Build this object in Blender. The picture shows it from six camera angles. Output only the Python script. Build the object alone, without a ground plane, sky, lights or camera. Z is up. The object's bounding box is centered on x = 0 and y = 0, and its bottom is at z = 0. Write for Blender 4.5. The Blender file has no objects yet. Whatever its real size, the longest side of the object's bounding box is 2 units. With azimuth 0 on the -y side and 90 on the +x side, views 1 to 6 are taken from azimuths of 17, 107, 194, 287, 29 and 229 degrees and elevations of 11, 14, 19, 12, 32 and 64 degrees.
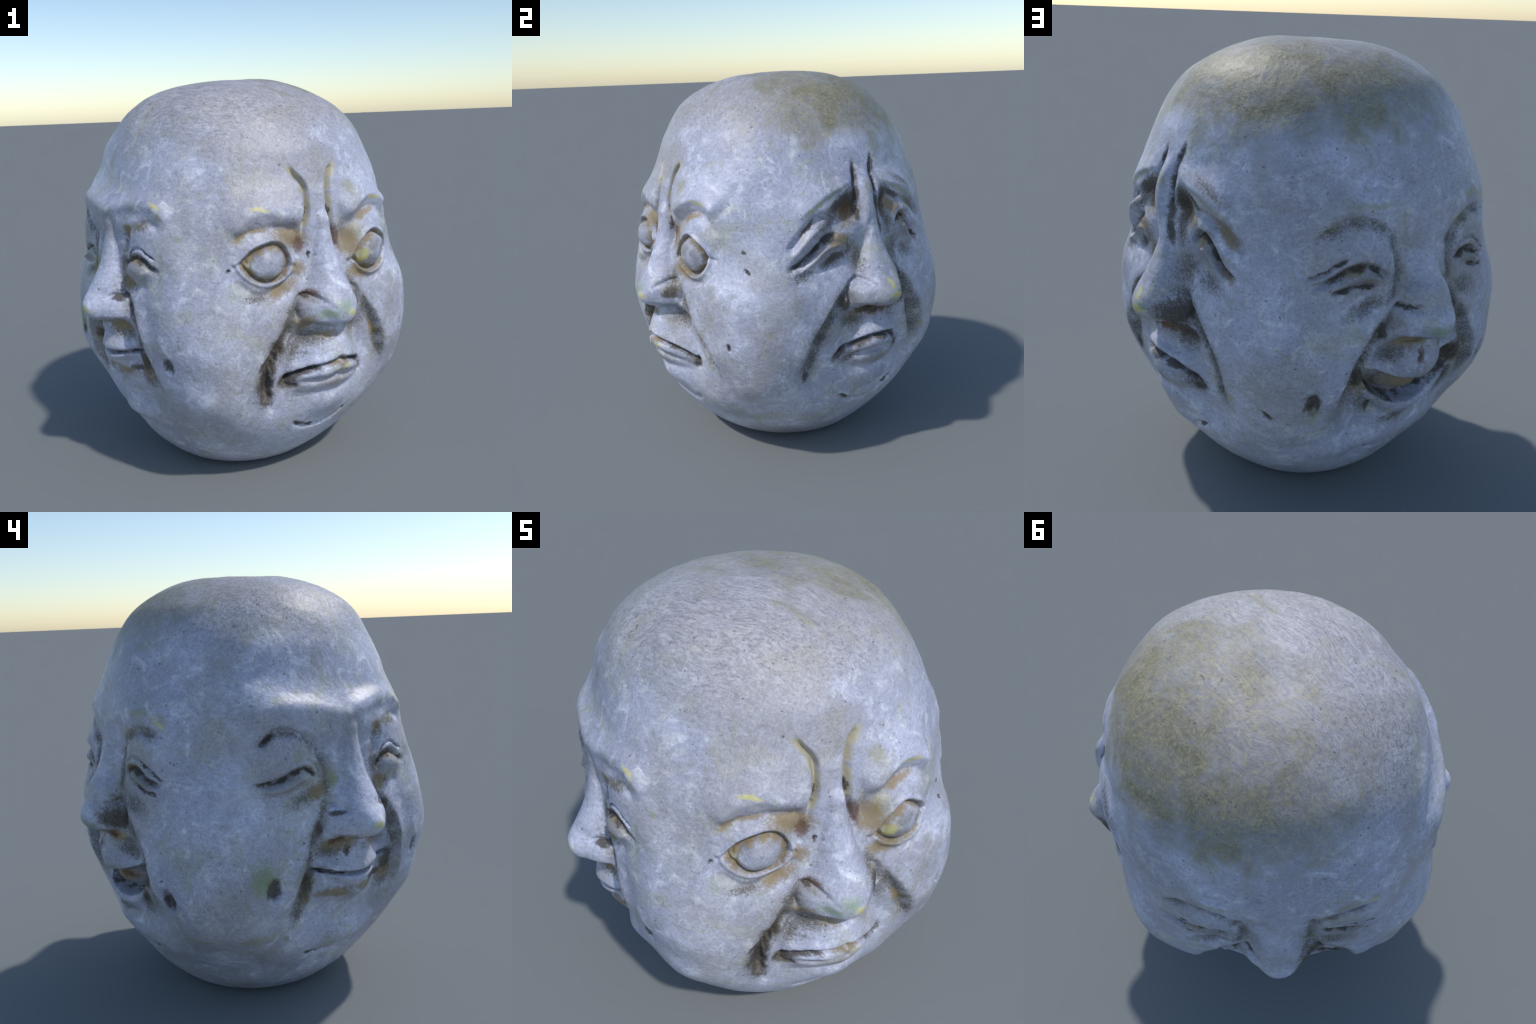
import bpy, math
import numpy as np

# ---------------------------------------------------------------------------
#  A weathered four-faced stone head: angry, sorrowful, laughing and serene faces
#  looking out in four directions from one bald egg-shaped skull.
#
#  The body is one smooth surface of revolution-like rows and columns.  A smooth
#  skull is defined first, then every feature (nose, lips, lids, brows, creases,
#  dimples, chips) is carved or raised along hand-placed strokes in each face's
#  own coordinates: a = degrees sideways from the face's middle, z = height.
# ---------------------------------------------------------------------------
RNG = np.random.default_rng(7)
COLS, ROWS = 1440, 780
DEG = math.pi / 180
ARC = 0.80                      # metres of surface per radian of azimuth
FACE_AZ = {"angry": 52.0, "sorrowful": 142.0, "laughing": 232.0, "serene": 322.0}
CENTRE_Z = 0.95

# ------------------------------------------------------------------ skull form
# radius from the centre against the polar angle: mean profile, then how it swells
# four-fold (cheeks), eight-fold (sockets), two-fold (wider than deep) and leans.
POLAR = np.array([0, 15, 30, 40, 50, 60, 70, 80, 90, 100, 110, 120, 130, 140, 150, 160, 170, 180]) * DEG
MEAN   = [1.044, 1.062, 1.047, 0.984, 0.917, 0.881, 0.833, 0.805, 0.823, 0.834, 0.833, 0.885, 0.9245, 0.948, 0.986, 1.018, 0.998, 0.952]
CHEEKS = [-0.002, 0.002, 0.005, -0.012, -0.018, -0.018, -0.032, -0.038, -0.046, -0.06, -0.112, -0.069, -0.026, -0.008, -0.001, 0.004, 0.008, 0.011]
SOCKET = [-0, -0, -0.001, 0.005, 0.003, -0.011, -0.016, 0.006, 0.013, 0.019, 0.001, 0.019, -0.005, -0.005, -0.002, 0.003, 0.003, 0.002]
OVAL_C = [0.041, 0.023, -0.007, -0.029, -0.033, -0.017, -0.014, -0.011, -0.016, -0.011, -0.019, -0.015, -0.003, 0.008, 0.012, 0.014, 0.014, 0.014]
OVAL_S = [-0.03, -0.037, -0.024, -0.014, 0, -0.013, -0.005, -0.002, -0.004, -0.004, -0.005, -0.006, 0.003, 0.008, 0.012, 0.001, -0.006, -0.013]
LEAN_C = [-0.035, -0.02, -0.005, -0.014, -0.015, -0.001, -0.002, 0.005, 0.002, 0.002, -0.002, -0.001, -0, 0.005, 0.01, -0.002, -0.009, -0.017]
LEAN_S = [0.017, -0.011, -0.007, -0.005, -0.001, -0.012, -0.002, -0.008, -0.005, -0.002, -0.01, -0.003, 0.003, 0.004, -0.016, -0.034, -0.043, -0.05]


def spline(x, knots, values):
    """Catmull-Rom through (knots, values)."""
    k, v = np.asarray(knots, float), np.asarray(values, float)
    n = len(k)
    i = np.clip(np.searchsorted(k, x) - 1, 0, n - 2)
    h = k[i + 1] - k[i]
    t = np.clip((x - k[i]) / h, 0, 1)
    lo, hi = np.maximum(np.arange(n) - 1, 0), np.minimum(np.arange(n) + 1, n - 1)
    m = (v[hi] - v[lo]) / (k[hi] - k[lo])
    return ((2 * t**3 - 3 * t**2 + 1) * v[i] + (t**3 - 2 * t**2 + t) * h * m[i]
            + (-2 * t**3 + 3 * t**2) * v[i + 1] + (t**3 - t**2) * h * m[i + 1])


def smoothstep(x, lo, hi):
    t = np.clip((x - lo) / (hi - lo), 0, 1)
    return t * t * (3 - 2 * t)


# rows packed closer across the faces than over crown and base
u = np.linspace(0, 1, ROWS)
dense = np.linspace(0, math.pi, 2000)
pace = 1 + 1.1 * np.exp(-(((dense - 92 * DEG) / (38 * DEG)) ** 4))
cum = np.concatenate([[0], np.cumsum((pace[1:] + pace[:-1]) / 2)])
phi = np.interp(u * cum[-1], cum, dense)
az = (np.arange(COLS) / COLS * 360 + FACE_AZ["angry"] - 45) * DEG     # column 0 starts the angry sector
AZ, PHI = np.meshgrid(az, phi)
sp = np.sin(PHI)
fold = AZ - FACE_AZ["angry"] * DEG
prof = lambda table: spline(phi, POLAR, table)[:, None]
RHO = (prof(MEAN) + sp**2 * (np.cos(4 * fold) * prof(CHEEKS) + np.cos(8 * fold) * prof(SOCKET)
       + np.cos(2 * AZ) * prof(OVAL_C) + np.sin(2 * AZ) * prof(OVAL_S))
       + sp * (np.cos(AZ) * prof(LEAN_C) + np.sin(AZ) * prof(LEAN_S)))
R = RHO * sp                                   # distance from the vertical axis
Z = CENTRE_Z + RHO * np.cos(PHI)
# the underside is worn flat where the head stands
Z = np.where(Z < 0.03, 0.03 * np.exp(np.minimum((Z - 0.03) / 0.03, 0)), Z)


# broad unevenness of the skull: (azimuth, height, half-width, half-height, rise)
for az0, z0, wa, wz, h in ((90, 1.78, 0.22, 0.10, 0.017), (292, 1.68, 0.20, 0.11, 0.016), (336, 1.84, 0.20, 0.08, -0.017), (188, 0.22, 0.16, 0.09, 0.016),
                           (277, 0.67, 0.07, 0.12, -0.016), (98, 0.16, 0.30, 0.09, 0.020), (305, 0.14, 0.25, 0.08, 0.010), (282, 0.13, 0.18, 0.07, 0.016), (94, 0.30, 0.14, 0.10, 0.016), (190, 0.27, 0.12, 0.08, 0.010)):
    da = (AZ / DEG - az0 + 180) % 360 - 180
    R = R + h * np.exp(-((da * DEG * ARC / wa) ** 2) - ((Z - z0) / wz) ** 2)
Z = Z - 0.009 * np.exp(-(((R * np.sin(AZ) + 0.12) / 0.17) ** 2) - ((R * np.cos(AZ)) / 0.2) ** 2) * smoothstep(Z, 1.90, 1.97)


# ------------------------------------------------------------------ noise
def value_noise(x, y, z, seed=0):
    xi, yi, zi = (np.floor(q).astype(np.int64) for q in (x, y, z))
    fx, fy, fz = x - xi, y - yi, z - zi
    fx, fy, fz = (f * f * f * (f * (f * 6 - 15) + 10) for f in (fx, fy, fz))

    def h(i, j, k):
        n = (i * 374761393 + j * 668265263 + k * 2147483647 + seed * 974711) & 0xFFFFFFFF
        n = ((n ^ (n >> 13)) * 1274126177) & 0xFFFFFFFF
        return ((n ^ (n >> 16)) & 0xFFFF) / 32767.5 - 1
    out = 0
    for dx in (0, 1):
        for dy in (0, 1):
            for dz in (0, 1):
                wgt = (fx if dx else 1 - fx) * (fy if dy else 1 - fy) * (fz if dz else 1 - fz)
                out = out + wgt * h(xi + dx, yi + dy, zi + dz)
    return out


# ------------------------------------------------------------------ carving tools
class Face:
    """A window of the surface, 112 degrees wide, in one face's coordinates."""

    def __init__(self, key):
        self.key = key
        first = int(round((FACE_AZ[key] - 56 - (FACE_AZ["angry"] - 45)) / 360 * COLS))
        self.cols = np.arange(first, first + int(112 / 360 * COLS) + 1) % COLS
        self.a = np.linspace(-56, -56 + (len(self.cols) - 1) * 360 / COLS, len(self.cols))[None, :] + 0 * Z[:, :1]
        self.s = self.a * DEG * ARC
        self.z = Z[:, self.cols]
        self.r = R[:, self.cols].copy()
        X, Y = self.r * np.sin(AZ[:, self.cols]), -self.r * np.cos(AZ[:, self.cols])
        self.wob = value_noise(X * 26, Y * 26, self.z * 26, 3)         # hand-cut wobble
        self.fine = value_noise(X * 75, Y * 75, self.z * 75, 5)

    def write(self):
        R[:, self.cols] = self.r

    def local(self, a, z, wa, wz, turn=0.0):
        x, y = self.s - a * DEG * ARC, self.z - z
        c, s = math.cos(turn * DEG), math.sin(turn * DEG)
        return np.sqrt(((x * c + y * s) / wa) ** 2 + ((-x * s + y * c) / wz) ** 2)

    def bump(self, a, z, wa, wz, h, turn=0.0, p=2.0):
        """Raise (or sink, h<0) an oval mound; wa, wz are half-widths in metres."""
        self.r += h * np.exp(-self.local(a, z, wa, wz, turn) ** p)

    def dome(self, a, z, wa, wz, h, turn=0.0, p=0.5):
        """A mound with an edge, like an eyeball set in its lids."""
        d = self.local(a, z, wa, wz, turn)
        self.r += h * np.clip(1 - d * d, 0, 1) ** p

    def pit(self, a, z, wa, wz, depth, turn=0.0, rough=0.3):
        """A steep-sided chip or dimple with a ragged rim."""
        d = self.local(a, z, wa, wz, turn) + rough * self.wob
        self.r -= depth * (1 - smoothstep(d, 0.55, 1.15)) * (1 + 0.25 * self.fine)

    def distance(self, pts, reach):
        p = np.array(pts, float)
        q = np.stack([p[:, 0] * DEG * ARC, p[:, 1]], 1)
        t = np.arange(len(q))
        tt = np.linspace(0, len(q) - 1, (len(q) - 1) * 5 + 1)
        q = np.stack([spline(tt, t, q[:, 0]), spline(tt, t, q[:, 1])], 1)
        lo, hi = q.min(0) - reach, q.max(0) + reach
        box = (self.s > lo[0]) & (self.s < hi[0]) & (self.z > lo[1]) & (self.z < hi[1])
        x, y = self.s[box], self.z[box]
        best, side, along = np.full(x.shape, 9.0), np.zeros(x.shape), np.zeros(x.shape)
        seg = np.hypot(*np.diff(q, axis=0).T)
        length = np.concatenate([[0], np.cumsum(seg)])
        for i in range(len(q) - 1):
            dx, dy = q[i + 1] - q[i]
            L2 = dx * dx + dy * dy + 1e-12
            k = np.clip(((x - q[i, 0]) * dx + (y - q[i, 1]) * dy) / L2, 0, 1)
            ex, ey = x - q[i, 0] - k * dx, y - q[i, 1] - k * dy
            d = np.hypot(ex, ey)
            m = d < best
            best[m] = d[m]
            side[m] = np.sign(dx * ey - dy * ex)[m]
            along[m] = (length[i] + k * seg[i])[m] / length[-1]
        return box, best, side, along

    def stroke(self, pts, h, w, w2=None, taper=(0.15, 0.15), rough=0.0, p=2.0):
        """Groove (h<0) or ridge (h>0) along a path.  w is the half-width to the
        left of the direction of travel, w2 to the right."""
        w2 = w if w2 is None else w2
        box, d, side, t = self.distance(pts, 3 * max(w, w2))
        width = np.where(side > 0, w, w2)
        env = np.ones_like(t)
        if taper[0]: env *= smoothstep(t, -0.02, taper[0])
        if taper[1]: env *= 1 - smoothstep(t, 1 - taper[1], 1.02)
        g = d / width + rough * self.wob[box] * 0.8 + rough * 0.5 * self.fine[box]
        self.r[box] += h * env * np.exp(-np.abs(g) ** p)

    def ledge(self, pts, h, edge, reach, side_up=1, taper=(0.2, 0.2), rough=0.0):
        """A step along a path: the side_up side (left=+1) stands h above the line and
        dies away over `reach`; `edge` is how soft the lip of the step is."""
        box, d, side, t = self.distance(pts, 3 * reach)
        sd = d * side * side_up + rough * edge * self.wob[box]
        env = smoothstep(t, -0.02, taper[0] + 1e-6) * (1 - smoothstep(t, 1 - taper[1] - 1e-6, 1.02))
        self.r[box] += h * env * smoothstep(sd, -edge, edge) * np.exp(-(np.maximum(sd, 0) / reach) ** 2)

    def fold(self, pts, h=0.012, shift=1.1):
        """Crisp cheek edge running beside a nose-to-mouth groove."""
        sgn = 1 if pts[2][0] > 0 else -1
        self.ledge([(a + sgn * shift, z) for a, z in pts], h, 0.007, 0.055, sgn, taper=(0.3, 0.3), rough=0.6)

    def raise_to(self, surface, k=0.012):
        """Smooth maximum with another surface."""
        d = np.clip(0.5 + 0.5 * (surface - self.r) / k, 0, 1)
        self.r = self.r * (1 - d) + surface * d + k * d * (1 - d)

    # ---------------------------------------------------------- noses
    def nose(self, a0, tip_z, tip_r, bridge_r, mid=0.0):
        z, dz, t = self.z, tip_z - 0.925, tip_r
        zk = np.array([0.79, 0.832, 0.85, 0.868, 0.89, 0.925, 0.96, 1.00, 1.06, 1.13, 1.20, 1.28, 1.36, 1.44])
        zk[:9] += dz
        rk = np.array([0.71, 0.808, 0.848, t - 0.028, t - 0.007, t, t - 0.012, t - 0.042, t - 0.076 + mid, t - 0.106 + mid,
                       bridge_r + 0.018, bridge_r, bridge_r - 0.022, 0.60])
        zc = np.clip(z, zk[0], zk[-1])
        ridge = spline(zc, zk, rk)
        wk = spline(zc, zk, [0.06, 0.065, 0.075, 0.085, 0.092, 0.098, 0.110, 0.128, 0.118, 0.098, 0.088, 0.080, 0.070, 0.06])
        x = np.abs(self.s - a0 * DEG * ARC)
        q = x / wk
        drop = 0.11 * q**2.7 / (1 + 0.45 * q**2)
        inside = (z > zk[0]) & (z < zk[-1])
        self.raise_to(np.where(inside, ridge - drop, 0), 0.014)
        # nostril wings: one flattened lobe either side, cut off sharply below
        zz = z - 0.92 - dz
        lobe = t - 0.018 - 0.092 * (x / 0.155) ** 1.45 - 0.05 * (np.maximum(zz - 0.02, 0) / 0.06) ** 2.2 - 0.06 * (np.maximum(-zz - 0.024, 0) / 0.036) ** 3
        self.raise_to(np.where((x < 0.20) & (zz > -0.08) & (zz < 0.09), lobe, 0), 0.012)
        for sgn in (-1, 1):
            self.stroke([(a0 + sgn * 4.6, 0.958 + dz), (a0 + sgn * 6.6, 0.982 + dz), (a0 + sgn * 9.4, 1.003 + dz),
                         (a0 + sgn * 12.2, 0.992 + dz), (a0 + sgn * 13.6, 0.955 + dz), (a0 + sgn * 13.4, 0.912 + dz), (a0 + sgn * 12.4, 0.872 + dz)],
                        -0.020, 0.010, 0.010, taper=(0.2, 0.2), rough=0.2)
            self.bump(a0 + sgn * 9.0, 0.922 + dz, 0.048, 0.040, 0.012)       # flare of the wing
            self.bump(a0 + sgn * 6.2, 0.844 + dz, 0.06, 0.016, -0.016)       # nostril hollow beneath

    def muzzle(self, a0, dz, profile, fall=1.0, hollow=0.045):
        """Projecting lips: profile = reach at heights, falling off to the sides; the
        skin between nostril and fold is hollow, the groove under the septum is cut last."""
        for sgn in (-1, 1):
            self.bump(a0 + sgn * 13.2, 0.795 + dz, 0.055, 0.062, -hollow, sgn * -22, p=2.5)
            self.bump(a0 + sgn * 8.0, 0.81 + dz, 0.05, 0.04, -0.018)
        zk = np.array([0.50, 0.535, 0.565, 0.595, 0.63, 0.665, 0.70, 0.735, 0.77, 0.80, 0.845]) + dz
        zc = np.clip(self.z, zk[0], zk[-1])
        c = spline(zc, zk, profile)
        d = spline(zc, zk, [0.03, 0.045, 0.052, 0.056, 0.060, 0.066, 0.074, 0.085, 0.095, 0.10, 0.10]) * fall
        x = np.abs(self.s - a0 * DEG * ARC)
        surf = c - d * (x / 0.167) ** 1.55
        self.raise_to(np.where((self.z > zk[0]) & (self.z < zk[-1]) & (x < 0.30), surf, 0), 0.016)
        self.stroke([(a0, 0.832 + dz), (a0, 0.79 + dz), (a0, 0.752 + dz)], -0.014, 0.014, taper=(0.1, 0.35))

    def lips(self, seam, gap, plump=0.010, width=0.030, rough=0.25, short=0.88):
        """The dark seam between the lips, with a plump lower lip and a sharp upper edge."""
        s = np.array(seam, float)
        mid = s[:, 0].mean()
        span = np.abs(s[:, 0] - mid) / np.abs(s[:, 0] - mid).max()
        up, low, under = s.copy(), s.copy(), s.copy()
        up[:, 1] += width * (0.85 - 0.4 * span**2)
        low[:, 1] -= width * (1.05 - 0.8 * span**2)
        under[:, 1] -= width * (2.7 - 1.9 * span**2)
        low[:, 0] = under[:, 0] = mid + (s[:, 0] - mid) * short
        self.stroke(up, plump * 0.8, width * 0.8, width * 0.55, taper=(0.25, 0.25))
        self.stroke(low, plump, width * 0.9, width * 0.8, taper=(0.3, 0.3), p=2.6)
        self.stroke(under, -plump * 1.3, width * 0.55, taper=(0.3, 0.3))
        self.stroke(seam, gap, 0.009, taper=(0.04, 0.04), rough=rough)


# ================================================================== ANGRY
f = Face("angry")
f.bump(0, 0.41, 0.16, 0.06, 0.020); f.bump(0, 0.49, 0.17, 0.085, 0.054)                                          # jutting chin
f.bump(0, 1.665, 0.42, 0.085, 0.017)
f.bump(-19, 1.18, 0.12, 0.16, -0.034); f.bump(-20.5, 1.03, 0.07, 0.04, -0.018)
f.stroke([(-35, 1.285), (-31, 1.35), (-25, 1.385), (-18, 1.375), (-12, 1.350), (-8.5, 1.33)], 0.016, 0.060, 0.030)
f.stroke([(8, 1.335), (12, 1.36), (17, 1.405), (22, 1.425), (27, 1.41), (33, 1.35)], 0.034, 0.065, 0.032)
f.bump(-12, 1.43, 0.06, 0.06, 0.006); f.bump(11, 1.44, 0.07, 0.08, 0.010)     # knotted brow masses
f.bump(-11.5, 1.245, 0.050, 0.070, -0.022); f.bump(9.0, 1.235, 0.045, 0.075, -0.028)
f.nose(-0.3, 0.920, 0.912, 0.762)
f.stroke([(-11.9, 1.578), (-9.4, 1.538), (-6.9, 1.499), (-6.1, 1.453), (-6.4, 1.408), (-6.8, 1.358), (-8.3, 1.31), (-9.5, 1.25)],
         -0.036, 0.012, 0.016, taper=(0.2, 0.25), rough=0.15)
f.stroke([(8.6, 1.572), (5.5, 1.530), (4.0, 1.479), (3.3, 1.438), (3.0, 1.385), (3.3, 1.34), (4.2, 1.28), (5.2, 1.21), (6.5, 1.14)],
         -0.036, 0.016, 0.012, taper=(0.12, 0.25), rough=0.15)
ALMOND_LEFT = [(-32.3, 1.166), (-28.5, 1.212), (-24, 1.235), (-20, 1.238), (-16.8, 1.205), (-15.3, 1.143), (-18, 1.095), (-23, 1.076), (-28, 1.10), (-31, 1.14), (-32.3, 1.166)]
ALMOND_RIGHT = [(12.6, 1.130), (16.2, 1.200), (20.3, 1.240), (24, 1.216), (27.3, 1.172), (27, 1.118), (24.5, 1.075), (20.8, 1.056), (16.2, 1.080), (12.6, 1.130)]
for a, z, wa, wz, turn, lid, ball, rim in ((-23.0, 1.156, 0.094, 0.076, 14, 0.006, 0.046, ALMOND_LEFT), (20.9, 1.148, 0.088, 0.086, -10, 0.010, 0.042, ALMOND_RIGHT)):
    f.bump(a, z, wa * 1.65, wz * 1.65, lid, turn, p=4)                        # lids
    f.dome(a, z, wa, wz, ball, turn, p=0.8)
    f.stroke(rim, -0.024, 0.009, taper=(0, 0), rough=0.35)
    f.stroke([(a + (q - a) * 1.20, z + (h - z) * 1.24) for q, h in rim], 0.012, 0.013, taper=(0, 0), rough=0.15)   # thick rim of the lids
f.stroke([(-30, 1.175), (-35.4, 1.150)], -0.012, 0.012, rough=.3)
f.stroke([(-17, 1.12), (-12.5, 1.135)], -0.012, 0.012)
f.stroke([(27, 1.16), (32, 1.130)], -0.012, 0.010); f.stroke([(14, 1.13), (9.5, 1.108)], -0.014, 0.012)
f.stroke([(-35, 1.10), (-28.3, 1.020), (-21.5, 1.022), (-16, 1.065), (-12, 1.11)], -0.014, 0.018)
f.stroke([(32, 1.09), (27, 1.03), (20, 1.01), (13, 1.06)], -0.010, 0.020)
f.stroke([(-36.4, 1.244), (-32, 1.285), (-27, 1.31), (-21, 1.312), (-15, 1.300), (-10, 1.29)], -0.020, 0.022, 0.026, rough=0.2)
f.bump(28, 1.34, 0.09, 0.09, 0.020); f.bump(22, 1.25, 0.10, 0.05, 0.010)
f.stroke([(10, 1.285), (15, 1.30), (20, 1.345), (26, 1.345), (32.5, 1.25)], -0.016, 0.020, 0.024, rough=0.2)
f.stroke([(-12.5, 0.99), (-15.8, 0.91), (-18.0, 0.83), (-21.6, 0.755), (-24.6, 0.69), (-25.8, 0.62), (-25.8, 0.555), (-25.6, 0.485)],
         -0.034, 0.030, 0.017, taper=(0.55, 0.15), rough=0.25, p=2.8)
f.bump(23, 0.80, 0.08, 0.11, 0.022); f.bump(30, 0.95, 0.10, 0.28, 0.014); f.bump(-28, 1.165, 0.05, 0.06, -0.014); f.bump(36, 1.34, 0.06, 0.06, 0.010); f.bump(33, 0.68, 0.07, 0.09, 0.013); f.bump(12.5, 0.72, 0.045, 0.05, 0.014); f.bump(29, 1.06, 0.06, 0.05, 0.010)
f.stroke([(11.5, 0.99), (15.5, 0.91), (18.6, 0.84), (22, 0.76), (25.2, 0.675), (27.8, 0.585), (28.6, 0.50)],
         -0.026, 0.014, 0.026, taper=(0.5, 0.3), rough=0.2, p=2.4)
f.muzzle(-0.3, 0.0, [0.770, 0.808, 0.828, 0.838, 0.843, 0.846, 0.848, 0.845, 0.832, 0.822, 0.80], 0.86, 0.036)
f.lips([(-18.8, 0.588), (-15, 0.622), (-11, 0.645), (-6, 0.658), (-2.5, 0.672), (-0.5, 0.686), (1.5, 0.674), (5, 0.660), (9.5, 0.640), (14, 0.605), (17.5, 0.565)], -0.036, 0.015)
f.stroke([(-19, 0.590), (-14, 0.628), (-8, 0.652)], -0.018, 0.015, rough=0.3)
f.stroke([(-20, 0.79), (-23.2, 0.715), (-25.2, 0.63), (-25.4, 0.55), (-25.2, 0.49)], -0.020, 0.030, 0.024, taper=(0.3, 0.08), rough=0.35, p=5)
f.stroke([(-19.5, 0.585), (-17, 0.565), (-14, 0.562)], -0.014, 0.014, rough=0.3)
f.stroke([(16.5, 0.60), (18, 0.56), (16.5, 0.535)], -0.016, 0.014, rough=0.3)
f.stroke([(-13.5, 0.345), (-7, 0.305), (0, 0.292), (7, 0.305), (12.8, 0.347)], -0.016, 0.010, 0.020, taper=(0.05, 0.05), rough=0.3)
f.pit(42.5, 1.09, 0.022, 0.009, 0.014, -40); f.pit(36.2, 0.727, 0.008, 0.022, 0.016, 8); f.pit(-36.3, 1.142, 0.009, 0.008, 0.012)
f.pit(-7.2, 1.175, 0.010, 0.014, 0.02)
f.fold([(-13.5, 0.97), (-17.6, 0.87), (-20.5, 0.79), (-24.2, 0.72), (-27.0, 0.65), (-27.6, 0.57), (-27.0, 0.49)])
f.fold([(13, 0.97), (16.8, 0.88), (20, 0.80), (23.6, 0.71), (26.6, 0.62), (28.2, 0.53)])
f.write()

# ================================================================== SORROWFUL
f = Face("sorrowful")
f.bump(22, 1.20, 0.14, 0.14, -0.026); f.bump(-22, 1.16, 0.12, 0.10, -0.016); f.bump(14, 1.51, 0.10, 0.06, -0.012)
f.bump(29, 1.43, 0.11, 0.07, -0.020); f.bump(-21, 0.48, 0.075, 0.09, -0.026); f.bump(25, 0.47, 0.085, 0.10, -0.028); f.bump(0, 0.485, 0.13, 0.075, 0.030); f.bump(12, 1.45, 0.06, 0.05, 0.008)
f.bump(-11.5, 1.345, 0.065, 0.055, -0.046, -30); f.bump(9.5, 1.345, 0.070, 0.055, -0.044, 30)   # hollows under brows
f.ledge([(-31, 1.30), (-28.1, 1.342), (-25.1, 1.371), (-21.3, 1.407), (-16.9, 1.432), (-12.1, 1.452), (-7.5, 1.470)], 0.012, 0.018, 0.06, 1)
f.ledge([(3.0, 1.50), (6.5, 1.462), (10.8, 1.435), (17.5, 1.408), (23.8, 1.375), (29, 1.33)], 0.014, 0.018, 0.075, 1)
f.bump(-17, 1.285, 0.075, 0.06, -0.020, 30); f.bump(8, 1.335, 0.05, 0.07, -0.016); f.bump(-27, 0.48, 0.06, 0.09, -0.012); f.bump(20, 0.50, 0.09, 0.08, -0.012); f.bump(0, 0.335, 0.12, 0.05, 0.018); f.bump(-20, 0.38, 0.09, 0.06, -0.015); f.bump(-25, 0.74, 0.05, 0.09, -0.014); f.bump(21.5, 0.70, 0.05, 0.11, -0.014); f.bump(-20.5, 1.30, 0.07, 0.05, -0.020); f.bump(24, 1.30, 0.10, 0.05, -0.010); f.bump(-22, 0.63, 0.05, 0.06, -0.012); f.bump(-25, 0.34, 0.08, 0.06, -0.012); f.bump(9, 0.39, 0.09, 0.05, -0.010); f.bump(-8, 1.345, 0.04, 0.06, -0.010)
f.nose(0.8, 0.933, 0.908, 0.756)
f.stroke([(-2.4, 1.56), (-2.2, 1.46), (-2.2, 1.36), (-1.6, 1.26), (-0.4, 1.18)], 0.027, 0.034, p=3.4, taper=(0.35, 0.4))
f.stroke([(-6.2, 1.578), (-6.0, 1.53), (-6.4, 1.483), (-7.2, 1.45), (-6.9, 1.40), (-6.9, 1.355), (-6.9, 1.30)], -0.026, 0.010, 0.015, taper=(0.35, 0.3), rough=0.12)
f.stroke([(5.0, 1.598), (3.0, 1.545), (2.0, 1.50), (2.6, 1.455), (2.6, 1.40), (2.4, 1.35), (2.8, 1.29)], -0.026, 0.015, 0.010, taper=(0.35, 0.3), rough=0.12)
# left eye: heavy lid, slit, lower lid
f.stroke([(-34.5, 1.175), (-31.2, 1.228), (-28.4, 1.278), (-24.8, 1.317), (-20.7, 1.336)], -0.020, 0.016, 0.020)
f.stroke([(-33.7, 1.131), (-29.5, 1.202), (-25.8, 1.255), (-21.9, 1.286), (-17.3, 1.295)], 0.016, 0.020, 0.026)
f.stroke([(-35.2, 1.088), (-30.2, 1.113), (-26, 1.16), (-22.6, 1.205), (-19.2, 1.235), (-15.5, 1.235)], -0.040, 0.015, 0.013, rough=0.25, taper=(0.2, 0.3))
f.stroke([(-33.8, 1.075), (-29.2, 1.092), (-25.1, 1.122), (-21.4, 1.165), (-17.8, 1.183), (-14.3, 1.175)], 0.014, 0.010, 0.020, rough=0.15)
f.bump(-19.5, 1.095, 0.07, 0.028, -0.016, 22)
# right eye
f.stroke([(13, 1.352), (18, 1.35), (23, 1.328), (27.5, 1.300), (31, 1.262), (34, 1.20)], -0.018, 0.018, 0.016, rough=0.2)
f.stroke([(16, 1.30), (21, 1.295), (26, 1.24), (31, 1.17)], 0.012, 0.024)
f.stroke([(14.5, 1.215), (15.3, 1.255), (18, 1.276), (20.6, 1.250), (23.3, 1.203), (26, 1.150), (31, 1.118)], -0.034, 0.012, 0.014, rough=0.25, taper=(0.1, 0.2))
f.stroke([(19.8, 1.290), (22.6, 1.270), (25.4, 1.225)], -0.010, 0.007)
f.stroke([(17, 1.215), (20, 1.205), (23, 1.16), (27, 1.108)], 0.016, 0.014, 0.022)
f.bump(19, 1.105, 0.08, 0.03, -0.012, -25)
f.stroke([(-9.5, 0.995), (-13.8, 0.965), (-16.6, 0.92), (-19.6, 0.855), (-23.2, 0.78), (-26.6, 0.69), (-28.8, 0.60), (-30, 0.52)],
         -0.034, 0.030, 0.015, taper=(0.4, 0.2), rough=0.25, p=2.8)
f.stroke([(10.5, 1.0), (15.6, 0.945), (19.6, 0.88), (23.2, 0.80), (26.2, 0.72), (27.6, 0.63), (28.5, 0.54)],
         -0.036, 0.015, 0.034, taper=(0.35, 0.25), rough=0.25, p=2.8)
f.muzzle(0.6, 0.005, [0.72, 0.765, 0.790, 0.800, 0.804, 0.804, 0.804, 0.794, 0.790, 0.796, 0.80], 0.84, 0.044)
f.bump(9.0, 0.955, 0.05, 0.04, -0.022)
f.bump(-12, 0.725, 0.045, 0.04, 0.014); f.bump(14, 0.69, 0.045, 0.04, 0.014)
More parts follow.
